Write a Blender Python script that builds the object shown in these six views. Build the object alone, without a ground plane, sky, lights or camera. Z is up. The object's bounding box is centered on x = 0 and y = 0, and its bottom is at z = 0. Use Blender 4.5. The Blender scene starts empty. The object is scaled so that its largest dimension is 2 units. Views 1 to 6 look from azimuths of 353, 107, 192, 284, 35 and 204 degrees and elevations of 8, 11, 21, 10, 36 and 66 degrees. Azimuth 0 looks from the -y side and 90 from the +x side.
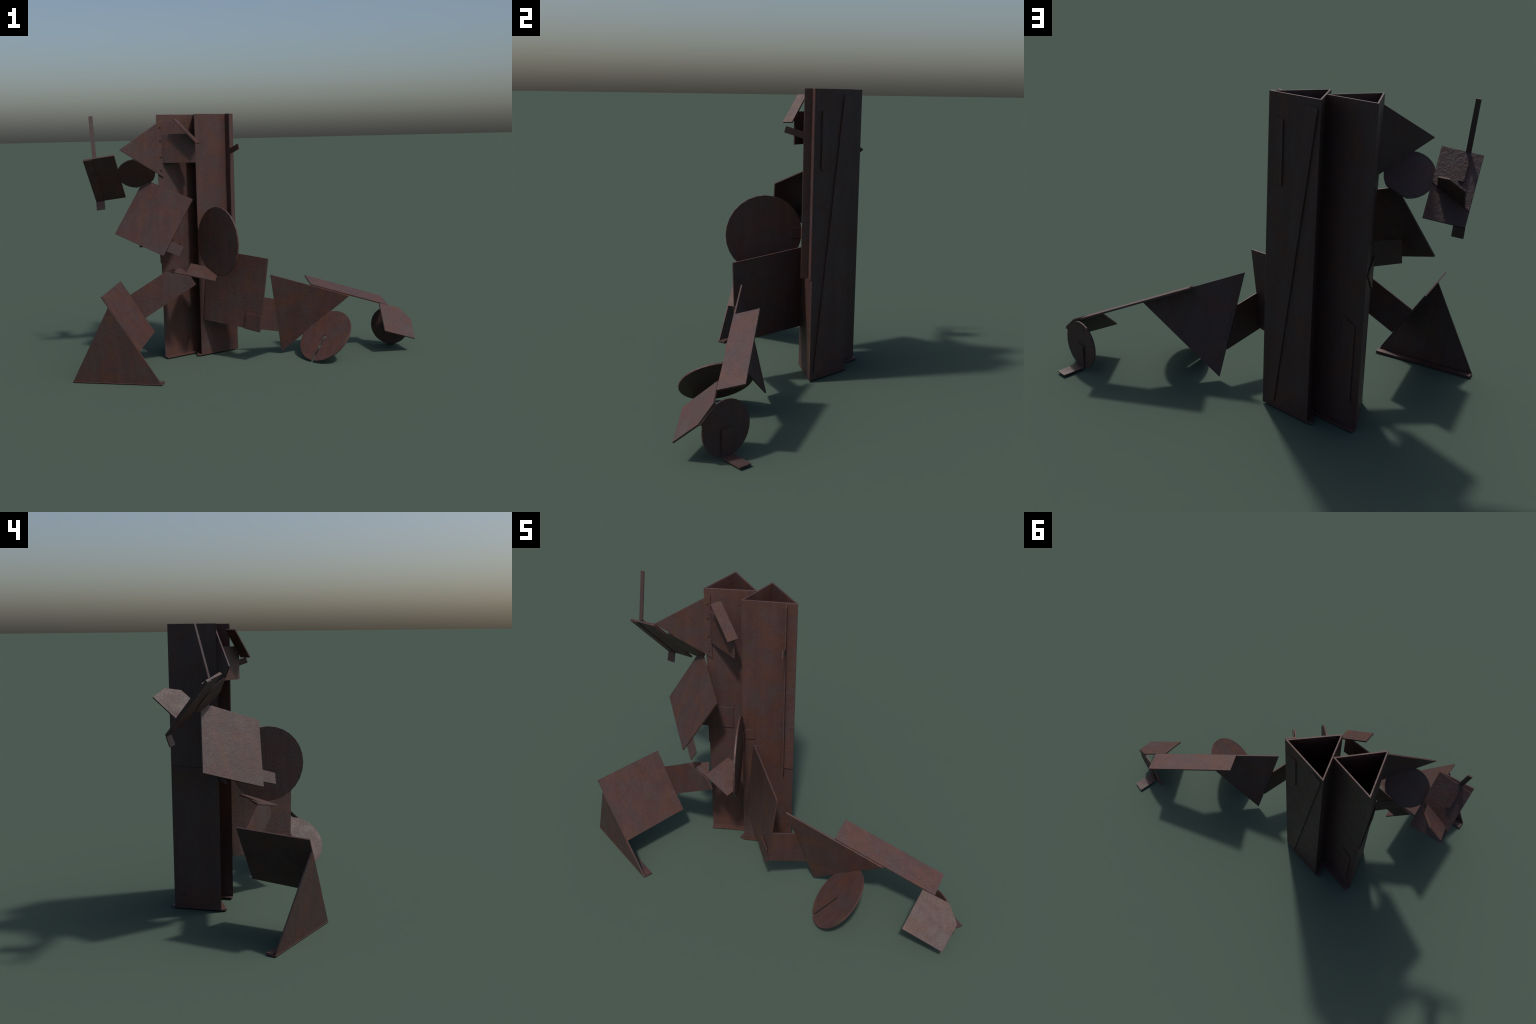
"""Welded weathering-steel figure: two hollow triangular columns carry a loose
chain of flat plates, discs, bars and brackets.  All sizes are in metres; every
plate is described by its corner points and a sheet thickness."""
import bpy, bmesh, math, random
from mathutils import Vector, Matrix

random.seed(7)
V = Vector
SHEET = 0.008          # usual sheet thickness
THIN = 0.006           # brackets, strips, flanges
SIDES = 28             # facets of a cut disc


# ------------------------------------------------------------------ materials
def rust_material(name, tint=(1, 1, 1), grain=1.0, rough=0.56):
    m = bpy.data.materials.new(name)
    m.use_nodes = True
    nt = m.node_tree
    N, L = nt.nodes, nt.links
    N.clear()
    out = N.new("ShaderNodeOutputMaterial")
    bsdf = N.new("ShaderNodeBsdfPrincipled")
    L.new(bsdf.outputs[0], out.inputs[0])
    tc = N.new("ShaderNodeTexCoord")
    info = N.new("ShaderNodeObjectInfo")

    def noise(scale, detail, rough_, dist=0.0, stretch=(1, 1, 1), offset=(0, 0, 0)):
        mp = N.new("ShaderNodeMapping")
        mp.inputs["Scale"].default_value = stretch
        mp.inputs["Location"].default_value = offset
        L.new(tc.outputs["Object"], mp.inputs[0])
        n = N.new("ShaderNodeTexNoise")
        n.inputs["Scale"].default_value = scale
        n.inputs["Detail"].default_value = detail
        n.inputs["Roughness"].default_value = rough_
        n.inputs["Distortion"].default_value = dist
        L.new(mp.outputs[0], n.inputs["Vector"])
        return n.outputs["Fac"]

    def ramp(fac, stops):
        r = N.new("ShaderNodeValToRGB")
        el = r.color_ramp.elements
        while len(el) < len(stops):
            el.new(0.5)
        for e, (p, c) in zip(el, stops):
            e.position = p
            e.color = (*c, 1) if len(c) == 3 else c
        L.new(fac, r.inputs[0])
        return r.outputs[0]

    def mix(kind, fac, a, b):
        x = N.new("ShaderNodeMix")
        x.data_type = 'RGBA'
        x.blend_type = kind
        if isinstance(fac, float):
            x.inputs[0].default_value = fac
        else:
            L.new(fac, x.inputs[0])
        for sock, val in ((x.inputs[6], a), (x.inputs[7], b)):
            if isinstance(val, tuple):
                sock.default_value = (*val, 1)
            else:
                L.new(val, sock)
        return x.outputs[2]

    def t(c):
        return tuple(a * b for a, b in zip(c, tint))

    brown = t((0.0590, 0.0288, 0.0262))
    red = t((0.0700, 0.0292, 0.0222))
    slate = t((0.0540, 0.0330, 0.0335))
    ochre = t((0.0610, 0.0360, 0.0205))
    # broad patches: slate-brown to red-brown
    col = ramp(noise(8.0, 6, 0.66, 0.5), [(0.38, slate), (0.5, brown), (0.61, red)])
    # olive / ochre blooms
    ob = ramp(noise(11.0, 5, 0.62, 0.8, offset=(3.1, 1.7, 5.2)), [(0.54, (0, 0, 0)), (0.74, (0.75,) * 3)])
    col = mix('MIX', ob, col, ochre)
    # vertical run marks
    st = ramp(noise(26.0, 3, 0.5, 0.3, (1, 1, 0.1), (0.4, 0.9, 0)), [(0.35, (0.90,) * 3), (0.65, (1.08,) * 3)])
    col = mix('MULTIPLY', 1.0, col, st)
    # fine speckle
    sp = ramp(noise(150.0, 3, 0.7), [(0.3, (0.84,) * 3), (0.7, (1.15,) * 3)])
    col = mix('MULTIPLY', 1.0, col, sp)
    # pale scuffs and dark pits
    sc = ramp(noise(34.0, 6, 0.75, 1.6, (1, 1, 1), (7, 2, 4)), [(0.63, (0, 0, 0)), (0.72, (0.35,) * 3)])
    col = mix('MIX', sc, col, t((0.098, 0.062, 0.058)))
    pit = ramp(noise(46.0, 4, 0.6, 0.6, (1, 1, 1), (1, 8, 3)), [(0.26, (0.55,) * 3), (0.36, (1.0,) * 3)])
    col = mix('MULTIPLY', 1.0, col, pit)
    # small difference between sheets
    hv = N.new("ShaderNodeMapRange")
    hv.inputs["To Min"].default_value = 0.95
    hv.inputs["To Max"].default_value = 1.06
    L.new(info.outputs["Random"], hv.inputs["Value"])
    cv = N.new("ShaderNodeCombineColor")
    for i in range(3):
        L.new(hv.outputs[0], cv.inputs[i])
    col = mix('MULTIPLY', 1.0, col, cv.outputs[0])
    L.new(col, bsdf.inputs["Base Color"])
    # roughness
    rr = ramp(noise(18.0, 4, 0.6, 0.4, offset=(2, 2, 9)), [(0.3, (rough - 0.07,) * 3), (0.7, (rough + 0.08,) * 3)])
    L.new(rr, bsdf.inputs["Roughness"])
    bsdf.inputs["Specular IOR Level"].default_value = 0.42
    # hammered, leathery relief in three sizes
    h1 = noise(68.0, 4, 0.62, 0.7)
    h2 = noise(190.0, 3, 0.65, 0.3)
    h3 = noise(9.0, 2, 0.5)
    prev = None
    for h, s, d in ((h3, 0.30, 0.008), (h1, 0.52, 0.0030), (h2, 0.55, 0.0013)):
        b = N.new("ShaderNodeBump")
        b.inputs["Strength"].default_value = min(1.0, s * grain)
        b.inputs["Distance"].default_value = d
        L.new(h, b.inputs["Height"])
        if prev:
            L.new(prev, b.inputs["Normal"])
        prev = b.outputs[0]
    L.new(prev, bsdf.inputs["Normal"])
    return m


RUST = rust_material("rusted_steel")
RUST_ROUGH = rust_material("rough_rusted_steel", grain=1.7)
RUST_COL = rust_material("column_steel", tint=(1.0, 0.98, 0.97), grain=0.85)
BOLT = rust_material("bolt_steel", tint=(1.15, 1.15, 1.15), grain=0.4, rough=0.45)


STUD = rust_material("pale_stud_steel", tint=(3.2, 4.2, 4.2), grain=0.3, rough=0.4)


# ------------------------------------------------------------------ builders
root = bpy.data.objects.new("welded_steel_figure", None)
bpy.context.scene.collection.objects.link(root)
root["label"] = "abstract rusty steel figure of welded plates, discs and columns"
root["category"] = "sculpture"


def link(name, bm, mat, parent=None, bevel=0.0):
    bmesh.ops.remove_doubles(bm, verts=bm.verts, dist=1e-6)
    bmesh.ops.recalc_face_normals(bm, faces=bm.faces)
    if bevel:
        bmesh.ops.bevel(bm, geom=[e for e in bm.edges if e.calc_face_angle(0) > 0.5],
                        offset=bevel, segments=2, profile=0.5, affect='EDGES',
                        clamp_overlap=True)
    me = bpy.data.meshes.new(name)
    bm.to_mesh(me)
    bm.free()
    me.materials.append(mat)
    ob = bpy.data.objects.new(name, me)
    bpy.context.scene.collection.objects.link(ob)
    ob.parent = parent or root
    return ob


def plane_of(pts):
    """centre and unit normal (Newell) of a nearly flat corner loop"""
    c = sum(pts, V()) / len(pts)
    n = V()
    for a, b in zip(pts, pts[1:] + pts[:1]):
        n += (a - c).cross(b - c)
    return c, n.normalized()


def slab(bm, pts, lo, hi, normal=None):
    """prism over the flattened loop pts, from lo to hi along its normal"""
    c, n = plane_of(pts)
    if normal is not None and n.dot(normal) < 0:
        n = -n
    flat = [p - n * (p - c).dot(n) for p in pts]
    a = [bm.verts.new(p + n * lo) for p in flat]
    b = [bm.verts.new(p + n * hi) for p in flat]
    bm.faces.new(a[::-1])
    bm.faces.new(b)
    k = len(pts)
    for i in range(k):
        bm.faces.new((a[i], a[(i + 1) % k], b[(i + 1) % k], b[i]))
    return n


def plate(name, pts, parent=None, lo=-SHEET / 2, hi=SHEET / 2, normal=None, mat=RUST, bevel=0.0008):
    pts = [V(p) for p in pts]
    bm = bmesh.new()
    slab(bm, pts, lo, hi, V(normal) if normal is not None else None)
    return link(name, bm, mat, parent, bevel)


def clip(loop, point, normal):
    """keep the part of a loop on the side normal points to"""
    out = []
    for a, b in zip(loop, loop[1:] + loop[:1]):
        da, db = (a - point).dot(normal), (b - point).dot(normal)
        if da >= 0:
            out.append(a)
        if da * db < 0:
            out.append(a.lerp(b, da / (da - db)))
    return out


def disc_loop(centre, normal, radius, sides=SIDES):
    n = V(normal).normalized()
    u = n.cross(V((0, 0, 1))).normalized()
    v = n.cross(u)
    return [V(centre) + (u * math.cos(i * math.tau / sides) + v * math.sin(i * math.tau / sides)) * radius
            for i in range(sides)]


def bolt(centre, normal, radius=0.0075, parent=None, nut=0.0043, height=0.0052, washer=0.0020):
    """round washer with a small hexagonal nut"""
    n = V(normal).normalized()
    bm = bmesh.new()
    slab(bm, disc_loop(centre, n, radius, 20), 0.0, washer, n)
    bm2 = disc_loop(centre, n, nut, 6)
    slab(bm, bm2, washer * 0.5, height, n)
    slab(bm, disc_loop(centre, n, nut * 0.5, 10), height * 0.5, height * 1.35, n)
    return link("bolt", bm, BOLT, parent, 0.0)


# ------------------------------------------------------------------ columns
Z0, Z1 = 0.004, 1.4315
R_FL, R_FR, R_B = V((-.2773, .1404, 0)), V((-.0460, .2605, 0)), V((-.2768, .3878, 0))
L_FL, L_FR, L_B = V((-.4942, .1404, 0)), V((-.2740, .2640, 0)), V((-.4942, .3878, 0))
UP = V((0, 0, 1))


def inset(tri, d):
    c = sum(tri, V()) / 3
    out = []
    for i in range(3):
        p, a, b = tri[i], tri[(i + 1) % 3], tri[i - 1]
        e, f = (a - p).normalized(), (b - p).normalized()
        bis = (e + f).normalized()
        out.append(p + bis * (d / math.sin(e.angle(f) / 2)))
    return out


def column(tri, wall=0.0075):
    """hollow three-sided tube, open at both ends"""
    bm = bmesh.new()
    ins = inset(tri, wall)
    rings = []
    for loop, z in ((tri, Z0), (tri, Z1), (ins, Z1), (ins, Z0)):
        rings.append([bm.verts.new(p + UP * z) for p in loop])
    for r in range(4):
        a, b = rings[r], rings[(r + 1) % 4]
        for i in range(3):
            bm.faces.new((a[i], a[(i + 1) % 3], b[(i + 1) % 3], b[i]))
    return link("triangular_column", bm, RUST_COL, None, 0.0012)


colR = column([R_FL, R_FR, R_B])
colL = column([L_FL, L_FR, L_B])


class Face:
    """local (run, height, out) frame on one column wall"""
    def __init__(self, a, b):
        self.a = a
        self.d = (b - a).normalized()
        self.n = self.d.cross(UP)

    def at(self, t, z, o=0.0):
        return self.a + self.d * t + UP * z + self.n * o

    def patch(self, name, tz, parent, lo=0.0005, hi=THIN, **kw):
        return plate(name, [self.at(t, z) for t, z in tz], parent, lo, hi, self.n, **kw)


FR = Face(R_FL, R_FR)      # front wall of the forward column
BR = Face(R_FR, R_B)       # rear walls
FL = Face(L_FL, L_FR)
BL = Face(L_FR, L_B)
SL = Face(L_B, L_FL)       # outer side wall

# reinforcing strips
BR.patch("reinforcing_strip", [(.043, 1.329), (.080, 1.328), (.081, 1.052), (.043, 1.052)], colR, hi=.007, mat=RUST_COL)
BR.patch("reinforcing_strip", [(.196, 1.403), (.2515, 1.396), (.0725, .037), (.023, .045)], colR, hi=.007, mat=RUST_COL)
for t, z in ((.2200, 1.335), (.1255, .698), (.0475, .091)):
    bolt(BR.at(t, z, .007), BR.n, .0068, colR, .0030, .0012, .0008)
BL.patch("reinforcing_strip", [(.150, .526), (.2143, .492), (.2143, .125), (.150, .135)], colL, hi=.007, mat=RUST_COL)
SL.patch("corner_gusset", [(.001, .735), (.2465, .731), (.2465, .571)], colL, hi=.007, mat=RUST_COL)
for t, z in ((.0555, .720), (.2265, .611)):
    bolt(SL.at(t, z, .007), SL.n, .0065, colL, .0030, .0012, .0008)


# foot flanges, cut square, with one stud each
def flange(pts, parent):
    return plate("foot_flange", [V((x, y, 0)) for x, y in pts], parent, Z0 - .001, Z0 + .0065, UP, bevel=.0008)


def stud(x, y, z0, z1, parent, r=0.0036):
    bm = bmesh.new()
    slab(bm, disc_loop((x, y, 0), UP, r, 12), z0, z1 - .002, UP)
    slab(bm, disc_loop((x, y, 0), UP, r * .6, 12), z1 - .002, z1, UP)
    return link("anchor_stud", bm, STUD, parent)


def along(face, t, o):
    p = face.at(t, 0, o)
    return (p.x, p.y)


flange([along(FL, 0, -.004), along(FL, 0, .030), along(FL, .197, .030), along(FL, .214, -.004)], colL)
flange([along(BL, .250, -.004), along(BL, .250, .030), along(BL, .050, .030), along(BL, .034, -.004)], colL)
flange([(-.273, .1415), (-.304, .1415), (-.304, .226), (-.273, .244)], colR)
flange([(-.273, .3895), (-.304, .3895), (-.304, .299), (-.273, .281)], colR)
stud(-.4013, .1727, .008, .021, colL)
p = BL.at(.140, 0, .018)
stud(p.x, p.y, .008, .021, colL)
stud(-.2905, .160, .008, .021, colR)
stud(-.2905, .366, .008, .021, colR)

# ------------------------------------------------------------------ angle rail on the front wall
bm = bmesh.new()
ZR = .520
prof = [(.2080, .0005), (.2600, .0005), (.2600, .0068), (.2148, .0068), (.2148, .0455), (.2080, .0455)]
slab(bm, [FR.at(t, 0, o) for t, o in prof], ZR, Z1 + .0004, UP)
rail = link("angle_rail", bm, RUST, None, .0008)
dirn = FR.n


def rail_pt(o, z):
    return FR.at(.2114, z, o)


plate("short_bar", [rail_pt(.132, 1.2575), rail_pt(.141, 1.2275), rail_pt(.0457, 1.197), rail_pt(.0457, 1.2305)],
      rail, -.0032, .0032)

# ------------------------------------------------------------------ upper triangle with bolts, folded flap, slanting slat
wing = plate("triangle_plate", [FL.at(.0315, 1.4020), FL.at(-.2450, 1.2380), FL.at(.0315, 1.0720)], None, .0005, .0075, FL.n)
for z in (1.3611, 1.2866, 1.1928, 1.1163):
    bolt(FL.at(.0155, z, .0075), FL.n, .0076, wing)

flap = plate("folded_flap", [(-.4650, .1505, 1.3198), (-.3050, .0990, 1.3198), (-.2805, .0915, 1.2930),
                             (-.2803, .0915, 1.1551), (-.4650, .1505, 1.1551)], None, -.004, .003)
plate("slanting_slat", [(-.4001, .0732, 1.4016), (-.3823, .1262, 1.4030), (-.2544, .0867, 1.2659), (-.2731, .0333, 1.2648)],
      None, -.0045, .0035, (.5, 0, .6))

# ------------------------------------------------------------------ big disc, its angle bracket
D1c, D1n = V((-.1748, -.0282, .7094)), V((.8582, .5128, -.0216)).normalized()
big = plate("disc_plate", disc_loop(D1c, D1n, .197), None, -.0045, .0045, D1n, bevel=.001)


def ray_on_disc(s, h):
    u = D1n.cross(UP).normalized()
    w = u.cross(D1n)
    return D1c + u * s + w * h


brk = plate("angle_bracket", [ray_on_disc(s, h) for s, h in ((-.1380, .030), (-.1900, .030), (-.1900, -.024), (-.1380, -.024))],
            big, .0045, .0105, D1n)
FR.patch("angle_bracket", [(.008, .7385), (.0618, .7385), (.0618, .6838), (.008, .6838)], big, .0005, .0065)

# ------------------------------------------------------------------ square plate on the front wall and its tab
SQ = [V(p) for p in ((-.2225, .1645, .6484), (.1027, -.0950, .6088), (.0495, -.0990, .1930), (-.2594, .1475, .2220))]
square = plate("square_plate", SQ, None)
sc, sn = plane_of(SQ)
if sn.y > 0:
    sn = -sn
plate("square_tab", [(-.0196, -.0452, .2933), (.0552, -.1023, .2826), (.0477, -.1004, .1851), (-.0350, -.0369, .1985)],
      square, .0005, .0065, sn)
FR.patch("square_tab", [(.055, .6455), (.0823, .6455), (.0823, .610), (.055, .610)], square, .0005, .005)

# link strip from the square to the lower triangle
plate("link_strip", [(.0735, -.0900, .3880), (.1455, .0045, .3563), (.1795, .0690, .1444), (.0500, -.0920, .2012)], None)

# ------------------------------------------------------------------ lower triangle, slotted disc, long bar
T1a, T1b, T1c = V((.1210, -.0423, .5090)), V((.6083, .0599, .3425)), V((.2024, .1109, .0129))
plate("triangle_plate", [T1a, T1b, T1c], None)
tc_, tn = plane_of([T1a, T1b, T1c])
if tn.y > 0:
    tn = -tn

D2c, D2n = V((.4390, -.0481, .1326)), V((-.6096, -.4045, .6817)).normalized()
loop = clip(disc_loop(D2c, D2n, .1717, 36), tc_ - tn * .002, tn)
# slot from the middle to the rim
sd = (V((.3456, -.1183, .0022)) - D2c)
sd = (sd - D2n * sd.dot(D2n)).normalized()
sw = D2n.cross(sd).normalized() * .0082


def slotted(loop):
    """open a parallel-sided slot: drop rim points inside it, add its four corners"""
    w = sw.normalized()
    k = len(loop)
    for i in range(k):
        a, b = loop[i] - D2c, loop[(i + 1) % k] - D2c
        if a.dot(sd) > 0 and b.dot(sd) > 0 and a.dot(w) * b.dot(w) < 0:
            s = 1 if a.dot(w) > 0 else -1
            rim = math.sqrt(.1717 ** 2 - sw.length ** 2) - .001
            slot = [D2c + sd * rim + sw * s, D2c + sd * .001 + sw * s,
                    D2c + sd * .001 - sw * s, D2c + sd * rim - sw * s]
            keep = [p for p in loop[i + 1:] + loop[:i + 1]
                    if not ((p - D2c).dot(sd) > 0 and abs((p - D2c).dot(w)) < sw.length * 1.2)]
            return keep + slot
    return loop


plate("slotted_disc", slotted(loop), None, -.004, .004, D2n)

plate("long_bar", [(.3524, .1272, .4654), (.3667, .0112, .4308), (.8618, .1168, .2616), (.8480, .2331, .2970)],
      None, -.0058, .003, (.3, -.2, 1))

# ------------------------------------------------------------------ end plate, standing disc, heel bracket
S2 = [V(p) for p in ((.8024, .1035, .2772), (.9342, .1335, .2390), (.9993, .0964, .1690), (.9896, -.0144, .0764), (.7943, -.0560, .1438))]
plate("five_sided_plate", S2, None, normal=(0, -.3, 1))
s2c, s2n = plane_of(S2)
if s2n.z > 0:
    s2n = -s2n
D3c, D3n = V((.8890, .1691, .1235)), V((.5237, .8511, .0364)).normalized()
# the rim is cut straight along the plate's edge, leaving a small ear at one end
step = 360 / SIDES
rim = [(a, .1177) for a in (i * step for i in range(SIDES)) if not 296 < a < 342]
cut = [q for q in rim if q[0] < 296] + [(296.5, .1197), (342.0, .1370), (340.6, .1205)] + [q for q in rim if q[0] > 343]
du = D3n.cross(UP).normalized()
dv = D3n.cross(du)
lp = [D3c + (du * math.cos(math.radians(a)) + dv * math.sin(math.radians(a))) * rr for a, rr in cut]
standing = plate("disc_plate", lp, None, -.0065, .0005, D3n)
foot = plate("heel_bracket", [(.9151, .1583, .1265), (.8663, .1881, .1247), (.8667, .1883, .0060), (.9171, .1595, .0060)],
             standing, -.0015, .0045, D3n)
plate("heel_bracket", [(.9171, .1605, .0085), (.8667, .1890, .0085), (.9277, .2854, .0085), (.9767, .2550, .0085)],
      standing, -.003, .003, UP)

# ------------------------------------------------------------------ diamond plate on its strap
S3 = [V(p) for p in ((-.3076, -.0150, .9519), (-.4845, -.0813, .6460), (-.7552, .1399, .7530), (-.5957, .1943, 1.0297), (-.5405, .1737, 1.0468))]
diamond = plate("five_sided_plate", S3, None)
s3c, s3n = plane_of(S3)
if s3n.y < 0:
    s3n = -s3n
a, b, c, d = (V(p) for p in ((-.4369, -.0645, .7254), (-.3727, -.1169, .6994), (-.4011, -.1279, .6490), (-.4660, -.0770, .6716)))
plate("square_tab", [a + (a - b) * .4, b, c, d + (d - c) * .4], diamond, .0045, .0105, s3n)
FL.patch("strap", [(-.131, .795), (.1285, .795), (.1280, .674), (-.143, .680)], diamond, .0005, .0065)

# ------------------------------------------------------------------ small disc between triangle, diamond and hand
D4c, D4n = V((-.6197, .1321, 1.0998)), V((0, .7616, .6481)).normalized()
lp = disc_loop(D4c, D4n, .1078)
lp = clip(lp, FL.at(0, 1.1, .004), -FL.n)
lp = clip(lp, s3c, (D4c - s3c).dot(s3n) * s3n)
plate("disc_plate", lp, None, -.004, .004, D4n)

# ------------------------------------------------------------------ hand: stacked sheets, strap, rod, fin
Hb, Ha, Hc = V((-.7372, .0459, 1.2087)), V((-.9117, .0627, 1.1858)), V((-.6901, .2576, .9592))
Hn = (Hc - Hb).cross(Ha - Hb).normalized()
Hu = (Ha - Hb).normalized()
Hv = Hn.cross(Hu)
if Hv.dot(Hc - Hb) < 0:
    Hv = -Hv
if Hn.z < 0:
    Hn = -Hn


def hand(a, b, o=0.0):
    return Hb + Hu * a + Hv * b + Hn * o


sheet = plate("hand_plate", [hand(0, 0), hand(.177, 0), hand(.180, .3300), hand(.006, .3310)], None, -.0045, .0045, Hn, mat=RUST_ROUGH)
plate("cover_plate", [hand(0, .0005), hand(.1765, .023), hand(.1785, .2600), hand(.0035, .1720)], sheet, .0047, .0100, Hn, mat=RUST_ROUGH)
# strap under the sheet, ending in a bent tail
plate("strap", [hand(.129, .0015), hand(.1765, .0015), hand(.1805, .3295), hand(.132, .3300)], sheet, -.0085, -.0047, Hn)
plate("bent_tail", [hand(.132, .330, -.0045), hand(.1815, .330, -.0045), hand(.184, .3575, -.0480), hand(.134, .3575, -.0500)], sheet, -.003, .003)
# rod: lies on the cover, then stands up
plate("rod", [hand(.1030, .005), hand(.1255, .005), hand(.1270, .1426), hand(.1045, .1440)], sheet, .0102, .0175, Hn, mat=RUST_ROUGH)
plate("rod", [(-.8733, .1280, 1.4275), (-.8513, .1269, 1.4290), (-.8366, .0715, 1.1990), (-.8590, .0738, 1.1970)], sheet, -.0035, .0035)
plate("fin_plate", [hand(.0300, .1820, .007), hand(.0290, .1832, .0973), hand(.0761, .2077, .1535), hand(.1500, .2432, .1560), hand(.1572, .2450, .007)],
      sheet, -.004, .004)

# ------------------------------------------------------------------ leg: triangle on a foot, tilted square, arm, knee plates
T3a, T3b, T3c = V((-.7849, -.3743, .4286)), V((-.9955, -.2512, .0055)), V((-.5220, -.4030, .0055))
leg = plate("triangle_plate", [T3a, T3b, T3c], None, normal=(-.3, -1, 0))
FOOT = [(-.9980, -.2555), (-.9850, -.2090), (-.5050, -.3630), (-.5195, -.4090)]
plate("foot_plate", [V((x, y, 0)) for x, y in FOOT], leg, 0.0, .0052, UP)
plate("foot_plate", [V((x, y, 0)) for x, y in ((-.9905, -.2410), (-.9835, -.2105), (-.5065, -.3635), (-.5150, -.3930))], leg, .0054, .0110, UP)
stud(-.5407, -.3779, .010, .0215, leg)
stud(-.9599, -.2410, .010, .0215, leg)

plate("square_plate", [(-.8164, -.3716, .4855), (-.7337, -.0112, .5006), (-.5506, -.0396, .2055), (-.6356, -.3925, .1839)], None)
plate("arm_bar", [(-.6821, -.0190, .4215), (-.4748, -.0474, .5517), (-.3357, -.0716, .5200), (-.3081, -.0766, .4755), (-.5975, -.0325, .2890)], None)

K1 = [V(p) for p in ((-.3629, -.0646, .5319), (-.3276, .0850, .5716), (-.1998, -.0914, .4923))]
k1 = [K1[0], K1[1], K1[1] + (K1[2] - K1[0]), K1[2]]
k1 = clip(k1, D1c, -D1n)
plate("knee_plate", k1, None, normal=(0, 0, 1), lo=-.0045, hi=.003)
plate("knee_plate", [(-.4725, -.0465, .5564), (-.3911, .0083, .5591), (-.3598, -.0361, .5402), (-.3640, -.0655, .5310)],
      None, normal=(0, 0, 1), lo=-.005, hi=.0025)
